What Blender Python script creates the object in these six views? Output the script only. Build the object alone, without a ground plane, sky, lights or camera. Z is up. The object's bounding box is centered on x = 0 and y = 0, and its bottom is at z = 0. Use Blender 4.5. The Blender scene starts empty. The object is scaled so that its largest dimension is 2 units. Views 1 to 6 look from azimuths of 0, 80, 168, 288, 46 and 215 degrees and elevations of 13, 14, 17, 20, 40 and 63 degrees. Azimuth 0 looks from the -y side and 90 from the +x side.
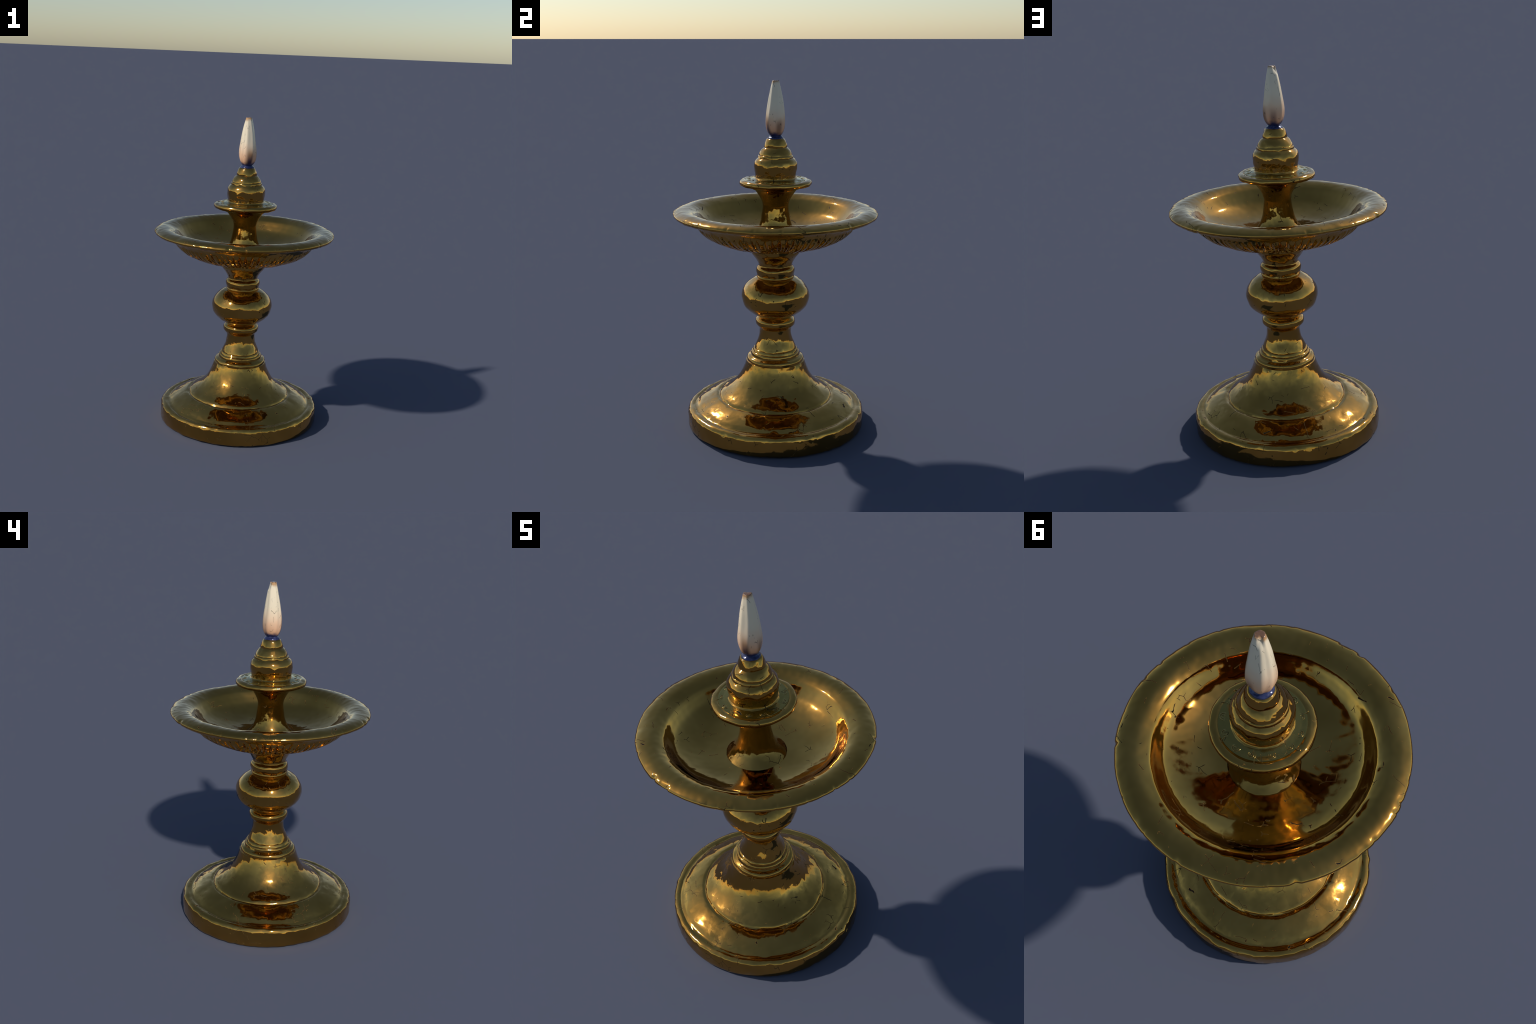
"""Turned brass oil lamp: domed foot, baluster stem, shallow fluted bowl, spindle,
drip saucer with engraved scrolls, stepped finial, blue wick collar and a pale flame."""
import bpy, bmesh, math, random
from mathutils import Vector, noise

TAU = math.tau
random.seed(7)

# ---------------------------------------------------------------- profiles
# (radius, height) control points, bottom to top; a trailing 1 marks a hard corner
FOOT = [(0, .0, 1), (.504, .0, 1), (.515, .005), (.519, .020), (.519, .060), (.517, .097), (.509, .1115), (.494, .1195),
        (.478, .1195), (.4675, .1165), (.4575, .1215), (.441, .135), (.416, .149), (.390, .162), (.362, .174), (.343, .1795),
        (.334, .1765), (.329, .1785, 1), (.326, .1855), (.314, .1955), (.296, .2065), (.269, .2255), (.242, .249),
        (.2145, .283), (.192, .3245), (.178, .361), (.1705, .390, 1), (.166, .392, 1), (.1665, .405), (.159, .416), (.147, .420),
        (.141, .425, 1), (.1405, .438), (.136, .4455), (.1305, .448, 1), (.128, .456), (.123, .4635), (.10, .466), (0, .466, 1)]
STEM = [(0, .440, 1), (.118, .440), (.1215, .462), (.115, .481), (.1055, .503), (.0978, .525), (.0925, .555), (.0918, .575),
        (.0935, .588), (.102, .598), (.1115, .609), (.1155, .623), (.1135, .637), (.104, .6465), (.0955, .652, 1), (.08, .660), (0, .660, 1)]
KNOP = [(0, .645, 1), (.090, .646), (.0965, .655), (.1215, .672), (.155, .697), (.183, .728), (.1945, .760), (.1963, .785),
        (.189, .815), (.170, .845), (.145, .868), (.122, .882), (.105, .888), (.06, .892), (0, .892, 1)]
COLLAR = [(0, .880, 1), (.09, .881), (.1005, .885), (.106, .891), (.1065, .897), (.1035, .902, 1), (.1055, .909), (.1095, .920), (.1112, .930),
          (.1095, .942), (.106, .949, 1), (.1025, .953), (.0975, .9575), (.0945, .963), (.0958, .970), (.1035, .986), (.1135, 1.001),
          (.126, 1.018), (.1395, 1.035), (.146, 1.048), (.148, 1.066), (.12, 1.085), (0, 1.085, 1)]
BOWL = [(0, 1.062, 1), (.13, 1.0675), (.160, 1.071), (.18, 1.073), (.24, 1.083), (.300, 1.099), (.350, 1.119), (.392, 1.143), (.422, 1.170),
        (.447, 1.197), (.462, 1.215), (.480, 1.2285), (.510, 1.240), (.548, 1.246), (.568, 1.2498), (.577, 1.259), (.577, 1.267), (.569, 1.275),
        (.550, 1.284), (.530, 1.289), (.508, 1.290), (.488, 1.287), (.471, 1.280), (.457, 1.2725), (.443, 1.263, 1), (.4315, 1.249), (.417, 1.2295),
        (.390, 1.1985), (.350, 1.173), (.300, 1.151), (.260, 1.139), (.2125, 1.131), (.17, 1.128), (.12, 1.128), (0, 1.128, 1)]
SPINDLE = [(0, 1.115, 1), (.154, 1.121), (.145, 1.131), (.133, 1.142), (.119, 1.155), (.1055, 1.171), (.0950, 1.190), (.0855, 1.218), (.0792, 1.252),
           (.0745, 1.285), (.0734, 1.309), (.0765, 1.326), (.0804, 1.338), (.0886, 1.354), (.0986, 1.371), (.116, 1.394), (.128, 1.405),
           (.10, 1.413), (0, 1.413, 1)]
SAUCER = [(0, 1.400, 1), (.120, 1.4005), (.150, 1.413), (.178, 1.4205), (.195, 1.4225), (.2025, 1.429), (.2015, 1.443), (.195, 1.450), (.185, 1.4535),
          (.175, 1.4545), (.167, 1.452, 1), (.150, 1.453), (.130, 1.457), (.110, 1.461), (0, 1.461, 1)]
FINIAL = [(0, 1.444, 1), (.122, 1.446), (.1225, 1.458), (.1175, 1.4625), (.1140, 1.466), (.1138, 1.470), (.1168, 1.49), (.1203, 1.512), (.1213, 1.530), (.1188, 1.549),
          (.111, 1.564), (.1015, 1.573), (.0985, 1.5755, 1), (.0982, 1.5835), (.0958, 1.589), (.0925, 1.5915, 1), (.0915, 1.598), (.0855, 1.610),
          (.0765, 1.6235), (.0672, 1.632), (.0640, 1.6345, 1), (.0640, 1.645), (.0595, 1.660), (.0527, 1.6755), (.047, 1.682), (.03, 1.684), (0, 1.684, 1)]
WICK = [(0, 1.672, 1), (.044, 1.674), (.0455, 1.682), (.043, 1.688), (.037, 1.692), (.033, 1.697), (.028, 1.702), (0, 1.703, 1)]
FLAME = [(0, 1.694, 1), (.024, 1.6945), (.0305, 1.699), (.0375, 1.7065), (.0455, 1.7205), (.0525, 1.741), (.0553, 1.767), (.0550, 1.790),
         (.0530, 1.813), (.0475, 1.852), (.0390, 1.904), (.0278, 1.960), (.0208, 1.990), (.0188, 1.9985), (.012, 2.0, 1), (0, 1.9995, 1)]


def spline(points, step):
    """Catmull-Rom through the control points (broken at corners), resampled at about `step`."""
    pts = [(p[0], p[1]) for p in points]
    hard = [len(p) > 2 for p in points]
    hard[0] = hard[-1] = True
    out = [(pts[0][0], pts[0][1])]
    for i in range(len(pts) - 1):
        a, b = Vector(pts[i]), Vector(pts[i + 1])
        length = (b - a).length
        ta = (b - a) if hard[i] else (b - Vector(pts[i - 1]))
        tb = (b - a) if hard[i + 1] else (Vector(pts[i + 2]) - a)
        ta = ta.normalized() * length
        tb = tb.normalized() * length
        n = max(2, round(length / step))
        for k in range(1, n + 1):
            t = k / n
            h = a * (2 * t**3 - 3 * t**2 + 1) + ta * (t**3 - 2 * t**2 + t) + b * (3 * t**2 - 2 * t**3) + tb * (t**3 - t**2)
            out.append((max(h.x, 0), h.y))
    return out


def lathe(name, points, segments, step, shape=None):
    """Revolve a profile; shape(angle, r, z, nr, nz) -> (offset along the profile normal)."""
    prof = spline(points, step)
    bm = bmesh.new()
    rings = []
    for i, (r, z) in enumerate(prof):
        a, b = prof[max(i - 1, 0)], prof[min(i + 1, len(prof) - 1)]
        d = Vector((b[0] - a[0], b[1] - a[1]))
        d = d.normalized() if d.length > 1e-9 else Vector((1, 0))
        nr, nz = d.y, -d.x
        if r < 1e-5:
            rings.append([bm.verts.new((0, 0, z))])
            continue
        ring = []
        for k in range(segments):
            t = TAU * k / segments
            o = shape(t, r, z, nr, nz) if shape else 0.0
            rr, zz = max(r + nr * o, .001), max(0.0, z + nz * o)
            ring.append(bm.verts.new((rr * math.cos(t), rr * math.sin(t), zz)))
        rings.append(ring)
    for lo, hi in zip(rings, rings[1:]):
        for k in range(segments):
            j = (k + 1) % segments
            if len(lo) == 1 and len(hi) > 1:
                bm.faces.new((lo[0], hi[j], hi[k]))
            elif len(hi) == 1 and len(lo) > 1:
                bm.faces.new((lo[k], lo[j], hi[0]))
            elif len(lo) > 1:
                bm.faces.new((lo[k], lo[j], hi[j], hi[k]))
    bmesh.ops.recalc_face_normals(bm, faces=bm.faces)
    me = bpy.data.meshes.new(name)
    bm.to_mesh(me)
    bm.free()
    return me


def dents(amount, size, fine=.35):
    """Hand-hammered unevenness of the turned metal, as an offset rule for lathe()."""
    def rule(t, r, z, nr, nz):
        p = Vector((r * math.cos(t), r * math.sin(t), z))
        broad = noise.noise(p / size)
        small = noise.noise(p / (size * fine) + Vector((5, 3, 1)))
        return amount * (broad + .45 * small)
    return rule


KNOTS = 150
TEETH = [random.gauss(0, 1) * (2.4 if random.random() < .12 else .8) for _ in range(KNOTS)]


def nicks(t, shift=0):
    """Ragged up-and-down of a worn edge, piecewise linear round the circle."""
    k = (t / TAU * KNOTS + shift) % KNOTS
    i, f = int(k), k % 1.0
    return TEETH[i] * (1 - f) + TEETH[(i + 1) % KNOTS] * f


def dings(t, shift=0):
    """Only the few big bites out of `nicks`."""
    n = nicks(t, shift)
    return n - max(-1.0, min(1.0, n))


def foot_shape(t, r, z, nr, nz):
    o = dents(.0026, .075)(t, r, z, nr, nz)
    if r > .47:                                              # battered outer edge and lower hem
        o += .0020 * nicks(t) * min(1, max(0, 1 - abs(z - .098) / .022))
        o -= .003 * max(0.0, math.cos(t + math.radians(50))) ** 4   # knocked flat on two sides
        o -= .008 * max(0.0, math.cos(t - math.radians(236))) ** 6
        o -= .0026 * abs(nicks(t, 40)) * min(1, max(0, 1 - z / .018)) * (z > .0005)
    return o


ROOT = None


def unsettle(me, share):
    """Nudge every corner of the worn facets along its normal by a share of its edge length."""
    rnd = random.Random(len(me.vertices))
    bm = bmesh.new()
    bm.from_mesh(me)
    bm.normal_update()
    moves = []
    for v in bm.verts:
        size = sum(e.calc_length() for e in v.link_edges) / max(1, len(v.link_edges))
        moves.append(v.normal * (min(size, .03) * share * rnd.uniform(-1, 1)))
    for v, m in zip(bm.verts, moves):
        if v.co.z > .003:
            v.co += m
    bm.to_mesh(me)
    bm.free()



def part(name, mesh, material, facets=None, sharp=38, uneven=.035):
    """Link a mesh as a child of the lamp; `facets` keeps that share of faces (uneven worn facets)."""
    ob = bpy.data.objects.new(name, mesh)
    bpy.context.scene.collection.objects.link(ob)
    if facets:
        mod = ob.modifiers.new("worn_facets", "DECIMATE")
        mod.ratio = facets
        graph = bpy.context.evaluated_depsgraph_get()
        new = bpy.data.meshes.new_from_object(ob.evaluated_get(graph))
        ob.modifiers.clear()
        unsettle(new, uneven)
        ob.data = new
        bpy.data.meshes.remove(mesh)
        new.name = name
    ob.data.materials.clear()
    ob.data.materials.append(material)
    ob.data.shade_smooth()
    ob.data.set_sharp_from_angle(angle=math.radians(sharp))
    ob.parent = ROOT
    return ob


# ---------------------------------------------------------------- materials
class Nodes:
    def __init__(self, name):
        self.mat = bpy.data.materials.new(name)
        self.mat.use_nodes = True
        self.t = self.mat.node_tree
        self.bsdf = self.t.nodes["Principled BSDF"]
        self.pos = self.t.nodes.new("ShaderNodeTexCoord").outputs["Object"]

    def add(self, kind, **values):
        n = self.t.nodes.new("ShaderNode" + kind)
        for k, v in values.items():
            if k in n.bl_rna.properties:
                setattr(n, k, v)
            else:
                self.put(n.inputs[k], v)
        return n

    def put(self, socket, v):
        if isinstance(v, bpy.types.NodeSocket):
            self.t.links.new(v, socket)
        else:
            socket.default_value = v

    def math(self, op, a, b=0.0, c=0.0):
        n = self.t.nodes.new("ShaderNodeMath")
        n.operation = op
        for s, v in zip(n.inputs, (a, b, c)):
            self.put(s, v)
        return n.outputs[0]

    def smooth(self, v, lo, hi, a=0.0, b=1.0):
        n = self.t.nodes.new("ShaderNodeMapRange")
        n.interpolation_type = "SMOOTHSTEP"
        for s, x in zip(n.inputs, (v, lo, hi, a, b)):
            self.put(s, x)
        return n.outputs[0]

    def mix(self, f, a, b):
        n = self.t.nodes.new("ShaderNodeMix")
        n.data_type = "RGBA"
        for i, v in ((0, f), (6, a), (7, b)):
            if isinstance(v, tuple):
                v = (*v[:3], 1.0)
            self.put(n.inputs[i], v)
        return n.outputs[2]

    def noise(self, scale, detail=2.0, vector=None, rough=.5):
        return self.add("TexNoise", Scale=scale, Detail=detail, Roughness=rough, Vector=vector or self.pos).outputs["Fac"]

    def warp(self, scale, amount, vector=None):
        v = vector or self.pos
        n = self.add("TexNoise", Scale=scale, Detail=2.0, Vector=v).outputs["Color"]
        s = self.add("VectorMath", operation="SUBTRACT")
        self.put(s.inputs[0], n)
        s.inputs[1].default_value = (.5, .5, .5)
        k = self.add("VectorMath", operation="SCALE")
        self.put(k.inputs[0], s.outputs[0])
        k.inputs["Scale"].default_value = amount
        a = self.add("VectorMath", operation="ADD")
        self.put(a.inputs[0], v)
        self.put(a.inputs[1], k.outputs[0])
        return a.outputs[0]

    def stretch(self, vector, upright):
        if upright == 1.0:
            return vector
        m = self.add("VectorMath", operation="MULTIPLY")
        self.put(m.inputs[0], vector)
        m.inputs[1].default_value = (1, 1, upright)
        return m.outputs[0]

    def cracks(self, scale, width, where, cut, upright=1.0):
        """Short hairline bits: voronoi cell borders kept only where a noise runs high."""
        v = self.add("TexVoronoi", feature="DISTANCE_TO_EDGE", Scale=scale, Vector=self.stretch(self.warp(18, .02), upright)).outputs["Distance"]
        line = self.smooth(v, width * scale * .4, width * scale, 1.0, 0.0)
        return self.math("MULTIPLY", line, self.smooth(self.noise(where, 1.0), cut, cut + .03))


def brass(name, engraved=False, tint=(.32, .27, .075), hammered=1.0):
    n = Nodes(name)
    tone = n.noise(4.5, 3)
    colour = n.mix(n.smooth(tone, .35, .68), BRASS_A, BRASS_B)
    if engraved:
        colour = n.mix(.6, colour, tint)
    crack = n.math("MAXIMUM", n.cracks(7.0, .0017, 17.0, .60), n.cracks(17.0, .0013, 11.0, .63))
    speck = n.math("MULTIPLY", n.smooth(n.add("TexVoronoi", Scale=26.0, Vector=n.pos).outputs["Distance"], .07, .11, 1.0, 0.0),
                   n.smooth(n.noise(7.0, 1), .60, .64))
    mark = n.math("MAXIMUM", crack, speck)
    colour = n.mix(mark, colour, (.012, .009, .006))
    n.put(n.bsdf.inputs["Base Color"], colour)
    n.put(n.bsdf.inputs["Metallic"], n.smooth(mark, 0, 1, 1.0, 0.0))
    n.put(n.bsdf.inputs["Specular IOR Level"], n.smooth(mark, 0, 1, .5, .05))
    rough = n.smooth(n.noise(6.0, 3), .3, .75, .05, .11)
    if engraved:
        rough = n.math("ADD", rough, .09)
    n.put(n.bsdf.inputs["Roughness"], n.math("ADD", rough, n.math("MULTIPLY", mark, .5)))
    # small flat facets and a soft ripple, so that reflections break up along ragged lines
    bump = n.add("Bump", Strength=.3 * hammered, Distance=.004)
    n.put(bump.inputs["Height"], n.math("MULTIPLY", n.noise(24.0, 2), .35))
    normal = bump.outputs[0]
    for scale, tilt, patch, lo in ((22.0, .05, 6.0, .50), (55.0, .06, 9.0, .52)):
        cell = n.add("TexVoronoi", Scale=scale, Vector=n.warp(30, .012)).outputs["Color"]
        off = n.add("VectorMath", operation="SUBTRACT")
        n.put(off.inputs[0], cell)
        off.inputs[1].default_value = (.5, .5, .5)
        size = n.add("VectorMath", operation="SCALE")
        n.put(size.inputs[0], off.outputs[0])
        n.put(size.inputs["Scale"], n.smooth(n.noise(patch, 1), lo, lo + .04, 0.0, tilt * hammered))
        add = n.add("VectorMath", operation="ADD")
        n.put(add.inputs[0], normal)
        n.put(add.inputs[1], size.outputs[0])
        normal = add.outputs[0]
    norm = n.add("VectorMath", operation="NORMALIZE")
    n.put(norm.inputs[0], normal)
    n.put(n.bsdf.inputs["Normal"], norm.outputs[0])
    return n.mat


def flame_material():
    n = Nodes("pale_flame")
    sep = n.add("SeparateXYZ", Vector=n.pos)
    z = sep.outputs["Z"]
    wob = n.math("MULTIPLY_ADD", n.noise(22, 2), .05, n.math("SUBTRACT", z, .025))
    colour = n.mix(n.smooth(wob, 1.715, 1.885), (.76, .43, .25), (.82, .69, .49))
    # burnt lick-marks low on three sides (azimuths as degrees from -y towards +x)
    for az, top, dark, strength in ((18, 1.815, (.34, .18, .08), .9), (18, 1.775, (.045, .026, .050), .97), (100, 1.80, (.26, .14, .08), .85), (165, 1.79, (.26, .15, .11), .85), (60, 1.74, (.26, .15, .1), .5), (-40, 1.72, (.28, .15, .14), .5)):
        a = math.radians(az)
        side = n.math("ADD", n.math("MULTIPLY", sep.outputs["X"], math.sin(a)), n.math("MULTIPLY", sep.outputs["Y"], -math.cos(a)))
        across = n.math("ADD", n.math("MULTIPLY", sep.outputs["X"], math.cos(a)), n.math("MULTIPLY", sep.outputs["Y"], math.sin(a)))
        near = n.smooth(n.math("ABSOLUTE", across), .005, .026, 1.0, 0.0)
        mask = n.math("MULTIPLY", n.math("MULTIPLY", near, n.math("GREATER_THAN", side, 0.0)), n.smooth(z, top - .055, top + .015, strength, 0.0))
        colour = n.mix(mask, colour, dark)
    colour = n.mix(n.smooth(wob, 1.700, 1.728, 1.0, 0.0), colour, (.03, .032, .10))
    colour = n.mix(n.smooth(wob, 1.975, 1.995), colour, (.50, .27, .11))
    colour = n.mix(n.smooth(n.math('MULTIPLY_ADD', n.noise(60, 1), .012, z), 2.000, 2.005), colour, (.16, .085, .05))
    mark = n.math("MAXIMUM", n.cracks(20.0, .0008, 30.0, .62, .3), n.cracks(40.0, .0006, 40.0, .64, .4))
    colour = n.mix(n.math("MULTIPLY", mark, .7), colour, (.03, .025, .02))
    n.put(n.bsdf.inputs["Base Color"], colour)
    n.bsdf.inputs["Roughness"].default_value = .22
    n.bsdf.inputs["Specular IOR Level"].default_value = .5
    return n.mat


def wick_material():
    n = Nodes("blue_enamel")
    colour = n.mix(n.smooth(n.noise(40, 2), .35, .65), (.018, .022, .070), (.045, .054, .135))
    n.put(n.bsdf.inputs["Base Color"], colour)
    n.bsdf.inputs["Metallic"].default_value = .25
    n.bsdf.inputs["Roughness"].default_value = .2
    return n.mat


BRASS_A, BRASS_B = (.455, .240, .049), (.555, .300, .066)

# ---------------------------------------------------------------- build
ROOT = bpy.data.objects.new("oil_lamp", None)
bpy.context.scene.collection.objects.link(ROOT)
ROOT["label"] = "polished brass oil lamp with fluted bowl and pale flame"
ROOT["category"] = "oil lamp"

metal = brass("polished_brass")
part("foot", lathe("foot", FOOT, 260, .006, foot_shape), metal, .09)
part("stem", lathe("stem", STEM, 128, .005, dents(.0026, .05, .4)), metal, .13)
part("knop", lathe("knop", KNOP, 150, .006, dents(.0022, .06)), metal, .09)
part("collar", lathe("collar", COLLAR, 150, .004, dents(.0028, .045, .45)), metal, .12)

FLUTES = 76


def bowl_shape(t, r, z, nr, nz):
    o = dents(.0022, .09)(t, r, z, nr, nz) * min(1, max(0, (r - .15) / .06)) * (.45 if nz > .2 and r < .45 else 1)
    if r > .53:                                              # dinged, slightly out-of-round rim
        edge = min(1, (r - .53) / .03)
        lip = min(1, max(0, (r - .558) / .014))
        o += -lip * .0028 * abs(dings(t, 75)) + edge * ( .0035 * noise.noise(Vector((math.cos(t) * 3, math.sin(t) * 3, 8))))
    return o


def fluted(t, r, z, nr, nz):
    o = bowl_shape(t, r, z, nr, nz)
    if nz < .15 and z < 1.21 and r > .17:                   # underside only
        wob = noise.noise(Vector((math.cos(t) * 2.5, math.sin(t) * 2.5, 0)))
        bend = .6 * ((r - .30) / .12) * wob
        k = t * FLUTES / TAU + .25 * noise.noise(Vector((math.cos(t) * 9, math.sin(t) * 9, 3))) + bend * .55
        cell, x = math.floor(k), (k % 1.0) * 2 - 1
        rnd = noise.cell(Vector((cell % FLUTES + .5, 1.5, .5)))
        low = .20                                            # rounded outer end at u = 0
        u = (1.194 + .004 * rnd - z) / .014
        v = (r - low) / .05
        end = min(1, max(0, u)) ** .5 * min(1, max(0, v))
        width = (.58 + .14 * noise.cell(Vector((cell % FLUTES + .5, 4.5, .5)))) * (.45 + .55 * end)
        if end > 0:
            groove = max(0.0, 1 - (x / width) ** 2) ** 1.5
            o += (.0035 + .004 * min(1, max(0, (z - 1.11) / .05)) - (.0112 + .0030 * rnd) * groove) * end
    return o


bowl = part("bowl", lathe("bowl", BOWL, 760, .0075, fluted), brass("bowl_brass", hammered=.22))
part("spindle", lathe("spindle", SPINDLE, 128, .006, dents(.0015, .06)), metal, .12)
saucer = part("drip_saucer", lathe("drip_saucer", SAUCER, 150, .005, dents(.0030, .055, .45)), metal, .14)
part("finial", lathe("finial", FINIAL, 150, .004, dents(.0028, .04, .5)), metal, .12)

# engraved scroll band lying in the saucer: a ring plate and raised spiral wires
engraved = brass("engraved_brass", True)
BAND = [(.100, 1.4440, 1), (.167, 1.4460, 1), (.1665, 1.4540), (.150, 1.4550), (.130, 1.4588), (.100, 1.4645, 1)]


def scroll_mesh():
    """One raised running-scroll motif: spiral out, tail to the next one."""
    pts = []
    for i in range(44):
        f = i / 43
        a = f * TAU * 2.1
        rad = .002 + .0150 * f
        pts.append(Vector((rad * math.cos(a), rad * math.sin(a), 0)))
    for i in range(1, 14):
        f = i / 13
        pts.append(pts[43] + Vector((.016 * f, .010 * math.sin(f * math.pi) + .018 * f, 0)))
    bm = bmesh.new()
    rows = []
    for i, p in enumerate(pts):
        d = (pts[min(i + 1, len(pts) - 1)] - pts[max(i - 1, 0)]).normalized()
        s = Vector((-d.y, d.x, 0))
        w = .0019 * (1 - .6 * abs(2 * i / (len(pts) - 1) - 1) ** 3)
        rows.append([bm.verts.new(p + s * w * math.cos(q) + Vector((0, 0, .0007 * math.sin(q)))) for q in (TAU * j / 6 for j in range(6))])
    for a, b in zip(rows, rows[1:]):
        for j in range(6):
            bm.faces.new((a[j], a[(j + 1) % 6], b[(j + 1) % 6], b[j]))
    bm.faces.new(rows[0][::-1])
    bm.faces.new(rows[-1])
    bmesh.ops.recalc_face_normals(bm, faces=bm.faces)
    me = bpy.data.meshes.new("engraved_scroll")
    bm.to_mesh(me)
    bm.free()
    return me


def ring_band(name, points, segments, step):
    prof = spline(points + [points[0]], step)[:-1]
    bm = bmesh.new()
    rings = [[bm.verts.new((r * math.cos(TAU * k / segments), r * math.sin(TAU * k / segments), z)) for k in range(segments)] for r, z in prof]
    for lo, hi in zip(rings, rings[1:] + rings[:1]):
        for k in range(segments):
            bm.faces.new((lo[k], lo[(k + 1) % segments], hi[(k + 1) % segments], hi[k]))
    bmesh.ops.recalc_face_normals(bm, faces=bm.faces)
    me = bpy.data.meshes.new(name)
    bm.to_mesh(me)
    bm.free()
    return me


band = part("engraved_band", ring_band("engraved_band", BAND, 128, .01), engraved)
band.parent = saucer
scroll = scroll_mesh()
scroll.materials.append(brass('scroll_brass', True, (.40, .34, .13)))
scroll.shade_smooth()
COUNT = 13
for i in range(COUNT):
    a = TAU * (i + .12 * random.uniform(-1, 1)) / COUNT
    ob = bpy.data.objects.new("engraved_scroll", scroll)
    bpy.context.scene.collection.objects.link(ob)
    ob.location = (.1455 * math.cos(a), .1455 * math.sin(a), 1.4562)
    ob.rotation_euler = (0, 0, a + math.pi / 2 + random.uniform(-.25, .25))
    s = random.uniform(.9, 1.1)
    ob.scale = (s, s * (1 if i % 2 else -1), 1)
    ob.parent = saucer

part("wick_collar", lathe("wick_collar", WICK, 48, .004, dents(.0018, .02)), wick_material(), .5)

FOLDS = [random.uniform(-.25, .25) + TAU * k / 7 for k in range(7)]


def flame_shape(t, r, z, nr, nz):
    """Soft vertical folds, like petals wrapped into a bud, open on one side of the tip."""
    if r < .010:
        return 0.0
    lean = .3 * math.sin((z - 1.69) * 8)
    gap = min(abs((t - f - lean + math.pi) % TAU - math.pi) for f in FOLDS)
    ridge = math.exp(-(gap / .26) ** 2)
    soft = noise.noise(Vector((math.cos(t) * 1.5, math.sin(t) * 1.5, z * 9)))
    o = r * (.065 * ridge - .04 + .05 * soft)
    if z > 1.955:
        side = max(0.0, math.cos(t - math.radians(130)))
        o -= .75 * r * side ** 6 * (z - 1.955) / .045
    return o


part("flame", lathe("flame", FLAME, 96, .006, flame_shape), flame_material(), .3, 60, uneven=.01)
